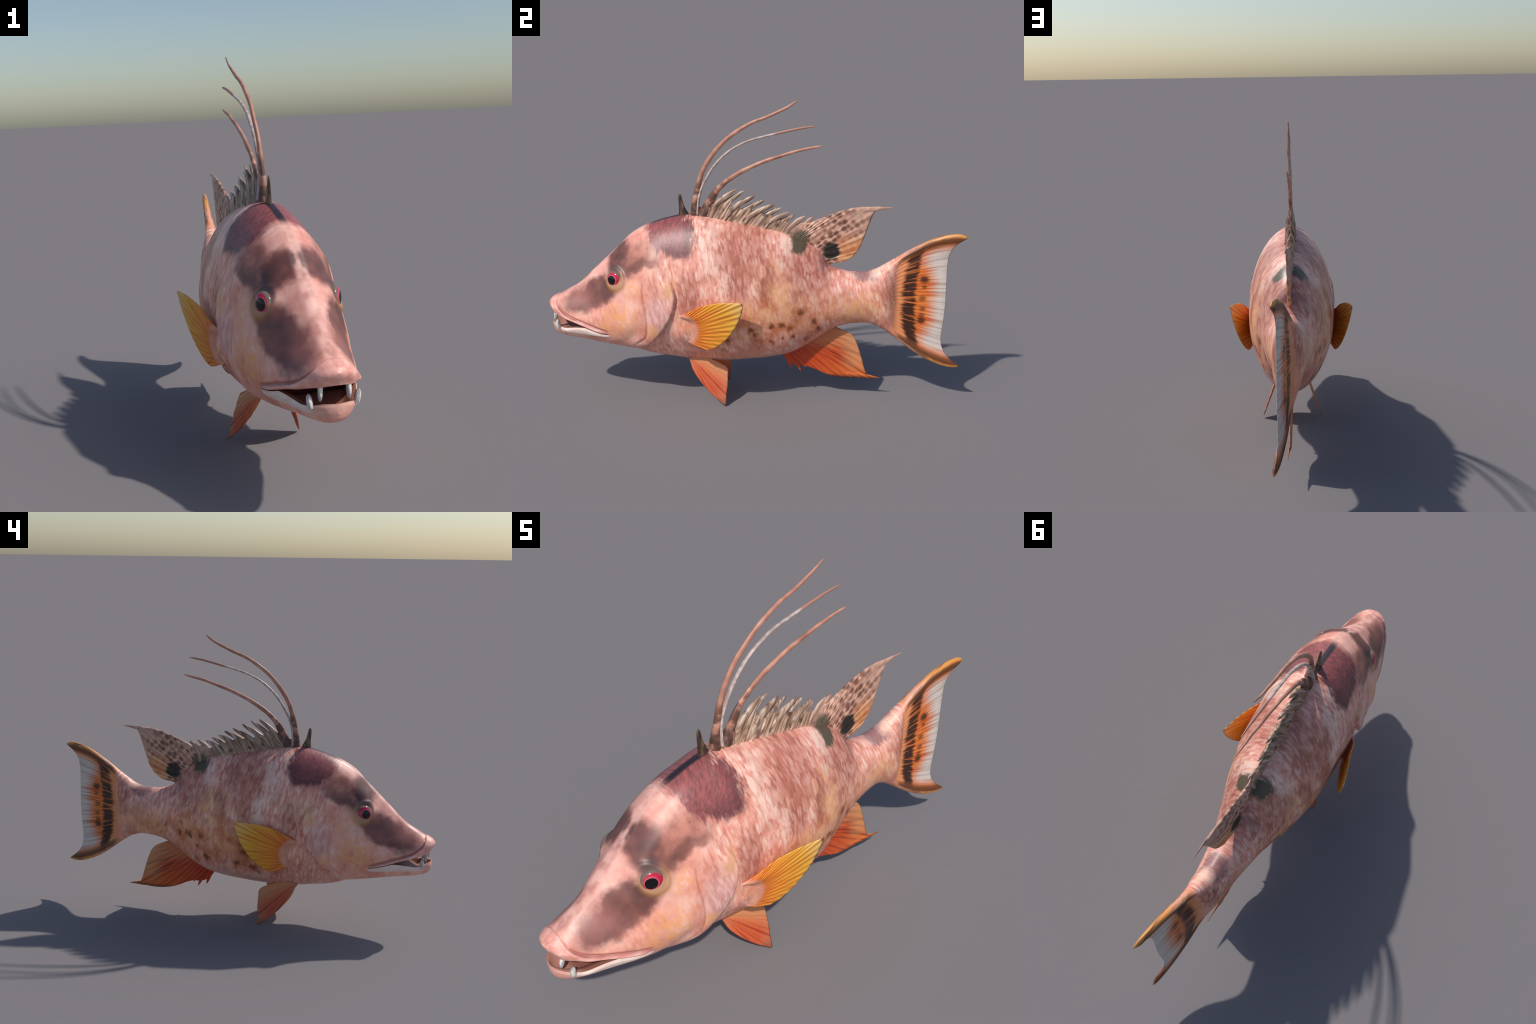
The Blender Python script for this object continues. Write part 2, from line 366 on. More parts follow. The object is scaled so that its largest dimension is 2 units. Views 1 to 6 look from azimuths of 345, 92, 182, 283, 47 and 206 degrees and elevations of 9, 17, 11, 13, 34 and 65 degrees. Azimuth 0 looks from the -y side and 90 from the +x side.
gill_y = pchip([(.235, -.66), (.25, -.63), (.265, -.59), (.30, -.53), (.342, -.478), (.384, -.440), (.424, -.413), (.475, -.385), (.535, -.366),
                (.574, -.361), (.600, -.364), (.635, -.378), (.655, -.399), (.68, -.44)])
cheek_y = pchip([(.28, -.60), (.335, -.55), (.38, -.504), (.42, -.498), (.476, -.501), (.535, -.510), (.59, -.518), (.665, -.514)])

y_tip = -1 + .07 * np.linspace(0, 1, 30)**2
ST = np.r_[y_tip, np.arange(-.93, .60, .0042)[1:], .60]
NU, NL = 72, 44
MOUTH = -.688

def section(y, up):
    t, b, zc, w = top_z(y), bot_z(y), mid_z(y), half_w(y)
    bt, bb = t - zc, zc - b
    nt, nb = n_top(y), n_bot(y)
    def ang(zv):
        d = zv - zc
        return math.asin(min(1, d/bt)**(nt/2)) if d >= 0 else -math.asin(min(1, -d/bb)**(nb/2))
    closed = y > MOUTH
    zu = float(lip_up(y)); zl = zu if closed else min(float(lip_lo(y)), zu - .0025)
    th = np.linspace(math.pi/2, ang(zu), NU+1) if up else np.linspace(ang(zl), -math.pi/2, NL+1)
    s, c = np.sin(th), np.clip(np.cos(th), 0, None)
    pos = s >= 0
    z = np.where(pos, zc + bt*np.abs(s)**(2/nt), zc - bb*np.abs(s)**(2/nb))
    x = w*np.where(pos, c**(2/nt), c**(2/nb))
    nx = c*bt if False else x/(w*w + 1e-6); nz = (z - zc)/np.where(pos, bt*bt, bb*bb)
    L = np.sqrt(nx*nx + nz*nz) + 1e-9
    return x, z, nx/L, nz/L

def relief(y, x, z, up):
    """surface height: lips, eye socket, gill cover, cheek fold, fin root, crest"""
    d = np.zeros_like(z)
    # gill cover stands proud and drops to the flank behind it
    s = y - gill_y(z)
    m = sstep(.69, .62, z) * sstep(.25, .34, z)
    plate = sstep(-.13, -.015, s) * (1 - sstep(-.003, .005, s))
    d += m * (.0165*plate - .0065*np.exp(-((s-.008)/.007)**2))
    s = y - cheek_y(z)
    m = sstep(.66, .60, z) * sstep(.30, .36, z)
    d += m * (.0035*sstep(-.06, -.005, s)*(1-sstep(-.003, .006, s)) - .0034*np.exp(-((s-.004)/.006)**2))
    # eye mound and socket
    r = np.sqrt(((y+.655)/.066)**2 + ((z-.636)/.066)**2)
    d += .011*np.exp(-(r/.74)**4) + .0050*np.exp(-((r-.70)/.11)**2)
    # brow ridge from the crown to the eye, hollow snout side in front of it, full cheek below
    s = (y+.655) - (z-.70)*.75
    d += .007*np.exp(-(s/.032)**2 - ((z-.715)/.05)**2)
    d -= .012*np.exp(-((y+.775)/.075)**2 - ((z-.535)/.055)**2)
    d += .013*np.exp(-((y+.575)/.065)**2 - ((z-.45)/.075)**2)
    d += .012*np.exp(-((y+.47)/.055)**2 - ((z-.715)/.07)**2)
    # fin root behind the gill cover
    r = ((y+.305)/.058)**2 + ((z-.395)/.058)**2
    d += .019*np.exp(-r**1.4)
    # lips
    if y < -.67:
        f = sstep(-.67, -.72, y)
        if up:
            g = groove(y); e = lip_up(y)
            u = (z - g)
            side = sstep(-.975, -.93, y)
            lam = np.clip((z - e)/max(.012, float(g - e)), 0, 1)
            d += f*((.003+.006*side)*np.sin(math.pi*lam)**.7*sstep(-.9995, -.985, y) - (.002+.0050*side)*np.exp(-(u/.0055)**2))
            d -= f*.005*sstep(.010, .0, z - e)
        else:
            e = min(lip_lo(y), lip_up(y) - .0025)
            u = z - .344; fr = sstep(-.965, -.92, y)
            d += f*(.0045*sstep(-.004, .008, u) - .0045*np.exp(-(u/.0045)**2))*fr
            d -= f*.006*sstep(.010, .0, e - z)
    # paired crest along the forehead
    if y < -.45 and up:
        f = sstep(-.45, -.55, y)*sstep(-.96, -.90, y)
        d += f*.003*np.exp(-((x-.020)/.014)**2)
    # slow unevenness of living tissue
    d += .0012*np.sin(23*y+3*z)*np.sin(31*z+7*y) * sstep(0, .05, x)
    return d

def half_grid(up):
    rows = []
    for y in ST:
        x, z, nx, nz = section(float(y), up)
        d = relief(float(y), x, z, up)
        fade = sstep(0, .02, x) if not (up and y < -.45) else np.ones_like(x)
        X = x + nx*d*np.where(x > 1e-6, 1, 0)*np.clip(x/.006, 0, 1); Z = z + nz*d*fade
        Y = np.full_like(X, y)
        if up: Y = Y + .018*sstep(.480, .430, z)*sstep(-.88, -.985, Y)     # lip recedes under its rim
        if not up: Y = Y + .013*sstep(-.82, -1.0, Y)
        rows.append(np.stack([X, Y, Z], 1))
    return np.array(rows)

GU, GL = half_grid(True), half_grid(False)
# caudal fin: a blended patch from the last body ring to the forked trailing edge
iend = len(ST) - 1
ring = np.vstack([GU[iend], GL[iend][1:]])           # top to bottom, half
tail_top = resample([(.600, .685), (.62, .699), (.68, .738), (.721, .768), (.767, .796), (.839, .837), (.903, .860), (.955, .868), (.980, .864), (.999, .850)], 200, 2)
tail_bot = resample([(.600, .385), (.625, .371), (.651, .354), (.707, .313), (.758, .274), (.819, .236), (.879, .209), (.939, .192), (.985, .193), (1.0, .202)], 200, 2)
trail = [(.999, .850), (.976, .835), (.946, .812), (.921, .775), (.913, .724), (.914, .653), (.917, .561), (.916, .462), (.909, .383), (.906, .329), (.917, .282), (.944, .244), (1.0, .202)]
NT = 84
TAIL_MID = pchip([(0, .058), (.16, .039), (.32, .020), (.58, .0125), (.74, .009), (.87, .006), (.98, .003), (1, .002)])
def tail_grid():
    tops = tail_top.copy(); bots = tail_bot.copy()
    tops[0] = ring[0, 1:]; bots[0] = ring[-1, 1:]
    tr = resample(trail, 400, 2)
    # rows keep their share of the height
    r = (ring[0, 2] - ring[:, 2])/(ring[0, 2] - ring[-1, 2])
    rr = np.linspace(0, 1, len(ring)); r2 = lambda t: r*(1-t) + (.6*r+.4*rr)*t
    out = []
    for k in range(1, NT+1):
        t = k/NT
        T = np.array([np.interp(t, np.linspace(0, 1, 200), tops[:, i]) for i in (0, 1)])
        B = np.array([np.interp(t, np.linspace(0, 1, 200), bots[:, i]) for i in (0, 1)])
        q = r2(t)
        R = np.stack([np.interp(q, np.linspace(0, 1, 400), tr[:, i]) for i in (0, 1)], 1)
        Lf = ring[:, 1:]
        P00, P01, P10, P11 = ring[0, 1:], ring[-1, 1:], tr[0], tr[-1]
        q = q[:, None]
        S = (1-t)*Lf + t*R + (1-q)*T + q*B - ((1-q)*(1-t)*P00 + q*(1-t)*P01 + (1-q)*t*P10 + q*t*P11)
        qq = q[:, 0]; e2 = np.abs(2*qq-1)
        rim = np.sqrt(np.clip(1 - e2**14, 0, 1))
        mid = TAIL_MID(t)*np.clip(1 - e2**3, 0, 1)**.8
        spar = (.0135 - .004*t)*sstep(.62, .90, e2)*min(1, t*4)
        rays = .0011*np.cos(2*math.pi*26*qq)*math.sin(math.pi*min(1, t*1.1))*np.clip(1 - e2**6, 0, 1)
        ringx = ring[:, 0]*(1 - sstep(0, .32, t))
        X = ringx + (mid + spar + rays + .0012)*rim*sstep(0, .32, t)
        if t > .93: X = X*(1 - .55*sstep(.93, 1, t)*(1 - sstep(.8, .95, e2)))
        if k == NT: X = X*0
        out.append(np.stack([X, S[:, 0], S[:, 1]], 1))
    return np.array(out)
TG = tail_grid()

def build_body():
    V, F, lab = [], [], []
    def addgrid(G, label):
        for side in (1, -1):
            off = len(V)
            n, m, _ = G.shape
            for row in G:
                for p in row: V.append((p[0]*side, p[1], p[2]))
            F.extend(grid_faces(n, m, off, side < 0))
            lab.extend([label]*((n-1)*(m-1)))
    addgrid(GU, 'u'); addgrid(GL, 'l')
    full_tail = np.concatenate([ring[None], TG], 0)
    addgrid(full_tail, 't')
    V = np.array(V); V[:, 0] += bend(V[:, 1])
    return V, F, lab

V, F, LAB = build_body()

# ----------------------------------------------------------------------------
# assemble
# ----------------------------------------------------------------------------
root = bpy.data.objects.new('reef_fish', None)
bpy.context.scene.collection.objects.link(root)
root['label'] = 'mottled pink reef fish with long dorsal filaments and orange fins'
root['category'] = 'fish'

skin = skin_material()
whole = new_mesh('whole', V, F)
# face regions from face centres
whole.update()
vn = np.zeros(len(whole.vertices)*3); whole.vertices.foreach_get('normal', vn); vn = vn.reshape(-1, 3)
co = np.zeros(len(whole.vertices)*3); whole.vertices.foreach_get('co', co); co = co.reshape(-1, 3)
regions = {'head': [], 'torso': [], 'tail_stalk': [], 'tail_fin': [], 'upper_lip': [], 'lower_lip': []}
for p in whole.polygons:
    c = p.center; y, z = c.y, c.z
    if y < MOUTH and z > float(lip_up(y)) - .012 and z < float(groove(y)) and z > (float(lip_up(y)) + float(lip_lo(max(y, -.999))))/2 - .0005:
        k = 'upper_lip'
    elif y < -.695 and .344 < z < float(lip_up(y)):
        k = 'lower_lip'
    elif y > .69: k = 'tail_fin'
    elif y > .40: k = 'tail_stalk'
    elif y < float(gill_y(min(max(z, .235), .68))) - (max(0, z-.68)*.2): k = 'head'
    else: k = 'torso'
    regions[k].append(tuple(p.vertices))

parts = {}
for k, fs in regions.items():
    used = sorted({i for f in fs for i in f}); idx = {i: j for j, i in enumerate(used)}
    me = bpy.data.meshes.new(k)
    me.from_pydata([tuple(co[i]) for i in used], [], [tuple(idx[i] for i in f) for f in fs])
    me.polygons.foreach_set('use_smooth', [True]*len(me.polygons))
    me.normals_split_custom_set_from_vertices([tuple(vn[i]) for i in used])
    parts[k] = obj(k, me, root, skin)
bpy.data.meshes.remove(whole)
head = parts['head']

# mouth lining: palate above, floor below, meeting at the corners
def lining():
    idx = [i for i, y in enumerate(ST) if y <= MOUTH]
    V, F = [], []; K = 33
    a = np.linspace(1, -1, K)
    for which in (0, 1):
        off = len(V)
        for i in idx:
            e = GU[i, -1] if which == 0 else GL[i, 0]
            dist = (1-np.abs(a))*e[0]
            fade = sstep(-.69, -.78, e[1])
            if which == 0: zz = e[2] + fade*.026*sstep(.018, .060, dist) + .001*fade
            else: zz = e[2] - fade*.020*sstep(.014, .050, dist)
            for q, zq in zip(a, zz): V.append((e[0]*q, e[1], zq))
        F += grid_faces(len(idx), K, off, which == 1)
    return V, F
n = NB('mouth_lining')
g = n.noise(n.P, 25, 3, .6)
flo = n.mul(n.ss(.392, .372, n.z), n.ss(-.90, -.95, n.y))
mc = n.mix(g, lin(126, 78, 66), lin(164, 108, 92))
mc = n.mix(flo, mc, lin(216, 156, 138))
mc = n.mix(n.mul(n.ss(.446, .434, n.z), n.mul(n.ss(.41, .425, n.z), n.ss(-.93, -.96, n.y))), mc, lin(222, 150, 130))
lin_mat = n.done(mc, .45, .5)
lv, lf = lining()
mouth = obj('mouth_lining', new_mesh('mouth_lining', lv, lf), root, lin_mat)

# teeth
n = NB('tooth_enamel')
tc = n.mix(n.ss(.35, .65, n.noise(n.vec(n.mul(n.x, 120), n.mul(n.y, 120), n.mul(n.z, 30)), 1, 2)), lin(176, 168, 164), lin(240, 234, 226))
tc = n.mix(n.mul(n.ss(.036, .052, n.z), n.ss(.45, .55, n.noise(n.P, 90, 1))), tc, lin(84, 66, 58))
tooth_mat = n.done(tc, .3, .5)
def tooth_mesh(name, L, w):
    V, F = [], []; N, M = 14, 14
    for i in range(N+1):
        t = i/N
        r = w*(1 - .30*t)*math.sqrt(max(0, 1 - max(0, (t-.72)/.285)**2))*(.85 + .3*math.sin(math.pi*t))
        for j in range(M):
            b = 2*math.pi*j/M
            V.append((r*math.cos(b)*.85, r*math.sin(b), L*t))
    for i in range(N):
        for j in range(M):
            F.append((i*M+j, i*M+(j+1) % M, (i+1)*M+(j+1) % M, (i+1)*M+j))
    F.append(tuple(range(N*M, N*M+M)))
    return new_mesh(name, V, F)
tu, tl = tooth_mesh('tooth_upper', .054, .0098), tooth_mesh('tooth_lower', .046, .0115)
tu.materials.append(tooth_mat); tl.materials.append(tooth_mat)
for s in (1, -1):
    o = obj('tooth', tu, root); o.location = (.044*s, -.957, .441); o.rotation_euler = (math.radians(180-12 if s > 0 else 180-4), math.radians(6 if s > 0 else 3), math.radians(14*s))
    o = obj('tooth', tl, root); o.location = (.072*s, -.944, .366); o.rotation_euler = (math.radians(9 if s > 0 else 2), math.radians(9*s), math.radians(20*s))

# eyes
n = NB('eye_surface')
pr = n.m('SQRT', n.m('MULTIPLY_ADD', n.add(n.y, .007), n.add(n.y, .007), n.mul(n.add(n.z, .002), n.add(n.z, .002))))
ir = n.m('SQRT', n.m('MULTIPLY_ADD', n.y, n.y, n.mul(n.z, n.z)))
ec = n.mix(n.ss(.0320, .0355, ir), n.mix(n.ss(.021, .029, pr), lin(226, 96, 122), lin(190, 36, 62)), n.mix(n.ss(-.01, .02, n.z), lin(150, 118, 92), lin(122, 104, 96)))
ec = n.mix(n.ss(.0232, .0208, pr), ec, lin(12, 12, 14))
eye_mat = n.done(ec, .12, .5)
em = bpy.data.meshes.new('eye')
bm = bmesh.new(); bmesh.ops.create_uvsphere(bm, u_segments=48, v_segments=32, radius=.0405); bm.to_mesh(em); bm.free()
em.polygons.foreach_set('use_smooth', [True]*len(em.polygons)); em.materials.append(eye_mat)
for s in (1, -1):
    e = obj('eye', em, root); e.location = (.1215*s, -.652, .634); e.scale = (.55*s, 1, 1); e.rotation_euler = (0, math.radians(-6*s), math.radians(-22*s))

# ----------------------------------------------------------------------------
# fins
# ----------------------------------------------------------------------------
def fin_mesh(name, base, outer, lift, h0, h1, nr, M=150, K=34, amp=.0010, smooth=1, lead=.0, start=-.1, share=((0, 0), (1, 1)), aft=lambda q: 1 + 0*q):
    """web between a root line and an outline, ribbed by rays; lift(y, z) gives x"""
    if callable(base): b, o = base(M)
    else:
        b, o = resample(base, 400, 0), resample(outer, M, smooth)
        g = np.interp(np.linspace(0, 1, M), [k[0] for k in share], [k[1] for k in share])
        b = np.stack([np.interp(g, np.linspace(0, 1, 400), b[:, i]) for i in (0, 1)], 1)
    u = np.linspace(0, 1, K)[:, None, None]
    G = b[None]*(1-u) + o[None]*u                        # K x M x 2
    q = np.linspace(0, 1, M)[None, :]; uu = u[:, :, 0]
    rim = np.minimum(1, np.minimum(q, 1-q)*26)**.5 * np.minimum(1, (1-uu)*22)**.5
    h = (h0*(1-uu) + h1*uu) * (1 + lead*np.exp(-(q/.06)**2))
    h = (h + amp*np.cos(2*math.pi*nr*q)*sstep(start, start+.35, uu)) * rim
    h = h * aft(q)
    x = lift(G[..., 0], G[..., 1])
    V, F = [], []
    for s in (1, -1):
        off = len(V)
        P = np.stack([x + s*h, G[..., 0], G[..., 1]], -1).reshape(-1, 3)
        V.extend(P); F += grid_faces(K, M, off, s < 0)
    return new_mesh(name, V, F)

# soft dorsal
def soft_lift(y, z): return .013*np.clip((y-.40)/.242, 0, 1.2)**1.5
soft_outer = [(.20, .85), (.264, .898), (.342, .931), (.395, .953), (.44, .967), (.491, .977), (.534, .980), (.562, .972), (.566, .957), (.554, .938), (.538, .887), (.514, .813), (.502, .778), (.481, .746), (.453, .718), (.42, .704),
              (.393, .701), (.363, .707), (.350, .700)]
soft_base = [(.20, .845), (.215, .82), (.24, .78), (.28, .755), (.315, .72), (.335, .69), (.345, .675)]
n = NB('soft_dorsal_skin')
dy, dz = n.sub(n.y, .12), n.sub(n.z, .64)
ang = n.m('ARCTAN2', dz, dy); r = n.m('SQRT', n.m('MULTIPLY_ADD', dy, dy, n.mul(dz, dz)))
rays = n.noise(n.vec(n.mul(ang, 26), n.mul(r, 2), 0.0), 1, 1, .5)
c = n.mix(n.ss(.35, .62, rays), lin(186, 132, 112), lin(226, 180, 156))
spv = n.voro(n.vec(0.0, n.mul(ang, 14), n.mul(r, 30)), 1.0, .5)
c = n.mix(n.mul(n.ss(.62, .26, spv), n.mul(n.ss(.58, .44, r), .85)), c, lin(104, 56, 42))
c = n.mix(n.mul(n.ss(.84, .76, n.m('MULTIPLY_ADD', n.y, -.05, n.z)), n.mul(n.ss(.38, .42, n.y), .7)), c, n.mix(n.ss(.35, .6, rays), lin(206, 118, 66), lin(240, 176, 112)))
c = n.mix(n.mul(n.ss(.40, .50, r), .4), c, lin(196, 158, 140))
bl = n.m('MULTIPLY_ADD', n.sub(rays, .5), .06, n.y)
c = n.mix(n.mul(n.blob(bl, n.z, .362, .760, .040, .042, 0, .2), .97), c, lin(22, 26, 22))
c = n.mix(n.mul(n.blob(n.y, n.z, .213, .818, .042, .042, 0, .3), .9), c, lin(82, 78, 56))
n.bump(rays, .4, .004)
soft_mat = n.done(c, .45)
dorsal = obj('dorsal_fin', None, root)
TIPS = []
sd = obj('soft_dorsal_fin', fin_mesh('soft_dorsal_fin', soft_base, soft_outer, soft_lift, .0115, .0050, 13, M=220, smooth=1, share=((0, 0), (.40, .16), (.46, .22), (1, 1))), root, soft_mat)

TIPS.append(('soft_dorsal_tip', [(.004, .44, .950), (.007, .50, .962), (.010, .555, .969), (.012, .60, .975), (.0135, .645, .979)], sd, soft_mat))

# spiny dorsal: membrane with a notched upper edge, plus blade-like spines
n = NB('spiny_dorsal_skin')
sl = n.m('MULTIPLY_ADD', n.z, -.75, n.y)
st = n.noise(n.vec(n.mul(n.x, 10), n.mul(sl, 75), n.mul(n.z, 12)), 1, 2, .5)
c = n.ramp(st, [(.30, lin(98, 66, 52)), (.48, lin(158, 122, 98)), (.66, lin(204, 172, 146))])
v = n.voro(n.vec(0.0, n.mul(n.y, 1.0), n.mul(n.z, 1.15)), 24)
c = n.mix(n.mul(n.ss(.46, .16, v), .75), c, lin(74, 50, 42))
c = n.mix(n.mul(n.ss(.12, .24, n.y), .55), c, lin(226, 172, 152))
c = n.mix(n.mul(n.ss(-.18, -.24, n.y), .75), c, n.mix(n.ss(.3, .7, st), lin(56, 36, 30), lin(150, 108, 86)))
base = n.ss(.892, .868, n.m('MULTIPLY_ADD', n.y, .25, n.z))
c = n.mix(n.mul(base, n.m('MULTIPLY_ADD', n.ss(-.15, .15, n.y), .6, .15)), c, lin(236, 170, 152))
c = n.mix(n.mul(n.blob(n.m('MULTIPLY_ADD', n.sub(st, .5), .03, n.y), n.z, .213, .818, .040, .040, 0, .3), .9), c, lin(82, 78, 56))
spiny_mat = n.done(c, .42)
S_TIP = [(-.092, 1.049), (-.052, 1.041), (-.003, 1.019), (.043, .997), (.091, .979), (.120, .960), (.158, .942), (.184, .926), (.234, .926), (.273, .919)]
S_BASE = [(-.210, .912), (-.180, .908), (-.146, .902), (-.101, .893), (-.052, .884), (.006, .873), (.046, .863), (.088, .853), (.143, .842), (.220, .826)]
S_MID = [(-.178, .984), (-.139, .981), (-.103, .963), (-.062, .945), (-.020, .932), (.036, .918), (.074, .904), (.110, .888), (.178, .884), (.229, .878)]
NOTCH = [(-.198, .980), (-.142, .990), (-.124, .968), (-.074, .955), (-.016, .950), (.044, .938), (.088, .922), (.132, .896), (.166, .890), (.226, .896)]
def membrane(M):
    bk, ok = [(-.312, .895), (-.300, .895), (-.285, .895), (-.262, .893), (-.245, .893), (-.228, .892), (-.215, .890)], \
             [(-.311, .912), (-.304, .945), (-.292, .975), (-.262, .962), (-.240, .955), (-.212, .985), (-.200, .990)]
    for i in range(10):
        bk.append((S_BASE[i][0]-.010, S_BASE[i][1]-.018)); ok.append(NOTCH[i])
        bk.append((S_BASE[i][0], S_BASE[i][1]-.018))
        f = .42
        ok.append((S_MID[i][0]*(1-f)+S_TIP[i][0]*f, S_MID[i][1]*(1-f)+S_TIP[i][1]*f))
    bk.append((.25, .785)); ok.append((.262, .895))
    bk.append((.27, .775)); ok.append((.275, .88))
    k = np.arange(len(bk)); t = np.linspace(0, len(bk)-1, M)
    f = lambda L: np.stack([np.interp(t, k, np.array(L)[:, i]) for i in (0, 1)], 1)
    return f(bk), f(ok)
me = fin_mesh('dorsal_membrane', membrane, None, lambda y, z: 0*y, .0250, .0075, 27, M=270, K=26, amp=.0012, aft=lambda q: 1 - .55*sstep(.62, 1, q))
obj('dorsal_membrane', me, dorsal, spiny_mat)

def sweep(name, path, width, thick, n=12, steps=60, smooth=2, wob=0.0, flat=2.0):
    """tapering blade along a 3D path; width lies in the side plane, thickness across it"""
    P = resample(path, steps, smooth)
    T = np.gradient(P, axis=0); T /= np.linalg.norm(T, axis=1)[:, None]
    X = np.array([1., 0, 0])
    t = np.linspace(0, 1, steps); W = pchip(width)(t); H = pchip(thick)(t)
    if wob:
        W = W*(1 + wob*np.sin(t*23)*np.sin(t*51+1)); P = P + np.outer(wob*.010*np.sin(t*37+2), X)
    V, F = [], []
    for i in range(steps):
        B = np.cross(T[i], X); B /= np.linalg.norm(B)
        for j in range(n):
            a = 2*math.pi*j/n; ca, sa = math.cos(a), math.sin(a)
            V.append(P[i] + B*W[i]/2*math.copysign(abs(ca)**(2/flat), ca) + X*H[i]/2*sa)
    for i in range(steps-1):
        for j in range(n):
            F.append((i*n+j, i*n+(j+1) % n, (i+1)*n+(j+1) % n, (i+1)*n+j))
    F.append(tuple(range(n))[::-1]); F.append(tuple(range((steps-1)*n, steps*n)))
    return new_mesh(name, V, F)

n = NB('spine_horn')
st = n.noise(n.vec(n.mul(n.x, 40), n.mul(n.m('MULTIPLY_ADD', n.z, -.9, n.y), 90), n.mul(n.z, 18)), 1, 2)
c = n.ramp(st, [(.32, lin(110, 82, 68)), (.5, lin(170, 138, 116)), (.68, lin(214, 192, 174))])
c = n.mix(n.mul(n.ss(.10, .25, n.y), .45), c, lin(206, 158, 140))
c = n.mix(n.mul(n.ss(.6, .7, n.noise(n.P, 30, 2)), .6), c, lin(96, 72, 62))
horn_mat = n.done(c, .35)
for i, (b, t) in enumerate(zip(S_BASE, S_TIP)):
    s = (.005 if i % 2 == 0 else -.005); k = 1 - .5*max(0, i-5)/4
    L = math.hypot(t[0]-b[0], t[1]-b[1])
    bx = s*.6; tx = s*.9
    m = S_MID[i]
    path = [(bx, b[0]-.006, b[1]-.015), (bx, b[0]*.55+m[0]*.45, b[1]*.5+m[1]*.5), (s, m[0], m[1]), (s, m[0]*.5+t[0]*.5, m[1]*.5+t[1]*.5+.002), (tx, t[0]+.003, t[1]+.002)]
    w = .024 + .005*random.random()
    me = sweep('dorsal_spine', path, [(0, w*.7), (.35, w), (.65, w), (.85, w*.75), (.96, w*.42), (1, .004)], [(0, k*.056), (.3, k*.042), (.55, k*.026), (.9, .011), (1, .003)], steps=28, smooth=2)
    obj('dorsal_spine', me, dorsal, horn_mat)

# first short spine
n = NB('dark_spine')
st = n.noise(n.vec(n.mul(n.x, 60), n.mul(n.y, 70), n.mul(n.z, 14)), 1, 2)
c = n.ramp(st, [(.35, lin(44, 34, 30)), (.5, lin(92, 72, 58)), (.68, lin(146, 118, 90))])
dark_mat = n.done(c, .4)
obj('dorsal_spine', sweep('leading_spine', [(0, -.334, .905), (0, -.341, .940), (0, -.350, .980), (0, -.3555, 1.022)],
    [(0, .064), (.25, .042), (.5, .026), (.8, .018), (.95, .014), (1, .006)], [(0, .022), (.5, .016), (1, .006)], steps=30), dorsal, dark_mat)

# long filaments
n = NB('filament_skin')
st = n.noise(n.vec(n.mul(n.x, 40), n.mul(n.y, 30), n.mul(n.z, 30)), 1, 3, .6)
c = n.ramp(n.noise(n.P, 14, 2), [(.3, lin(160, 104, 86)), (.5, lin(190, 132, 110)), (.7, lin(212, 160, 138))])
band = n.noise(n.vec(0.0, n.mul(n.y, 26), n.mul(n.z, 26)), 1, 2, .6)
basez = n.ss(1.16, 1.03, n.z)
c = n.mix(n.mul(n.mul(basez, n.ss(.66, .44, band)), .85), c, lin(82, 52, 42))
c = n.mix(n.mul(n.ss(1.02, .94, n.z), .7), c, lin(62, 42, 36))
fil_mat = n.done(c, .42)
n = NB('pale_filament_skin')
st = n.noise(n.P, 40, 2)
c = n.mix(n.ss(.35, .65, st), lin(170, 148, 140), lin(206, 186, 178))
c = n.mix(n.ss(.07, .10, n.y), c, lin(176, 128, 110))
pale_mat = n.done(c, .4)
F1 = [(0, -.288, .900), (0, -.284, .96), (0, -.274, 1.027), (0, -.250, 1.124), (0, -.202, 1.209), (.002, -.14, 1.28), (.002, -.078, 1.328), (.001, -.017, 1.364), (0, .044, 1.388), (0, .113, 1.420), (0, .152, 1.441), (0, .188, 1.467)]
F2 = [(0, -.270, .93), (0, -.268, .97), (0, -.263, 1.011), (0, -.248, 1.060), (0, -.215, 1.124), (0, -.174, 1.181), (0, -.123, 1.229), (0, -.063, 1.266), (0, -.001, 1.290), (.001, .070, 1.309), (.001, .142, 1.327), (.002, .213, 1.343), (.002, .276, 1.352)]
F3 = [(0, -.25, .90), (0, -.226, .953), (0, -.193, 1.023), (0, -.146, 1.078), (0, -.083, 1.123), (.001, -.021, 1.157), (.002, .051, 1.189), (.003, .123, 1.214), (.005, .205, 1.240), (.006, .309, 1.263)]
th = [(0, .056), (.06, .040), (.14, .022), (.3, .017), (.8, .012), (1, .004)]
obj('dorsal_filament', sweep('filament_a', F1, [(0, .046), (.06, .038), (.13, .031), (.25, .024), (.55, .020), (.8, .015), (.96, .012), (1, .005)], th, steps=140, wob=.05, smooth=-1), dorsal, fil_mat)
obj('dorsal_filament', sweep('filament_b', F2, [(0, .014), (.3, .013), (.65, .010), (.8, .012), (.96, .010), (1, .004)], th, steps=140, wob=.03, smooth=-1), dorsal, pale_mat)
obj('dorsal_filament', sweep('filament_c', F3, [(0, .066), (.10, .050), (.18, .034), (.24, .026), (.4, .022), (.7, .016), (.96, .011), (1, .004)], th, steps=140, wob=.05, smooth=-1), dorsal, fil_mat)

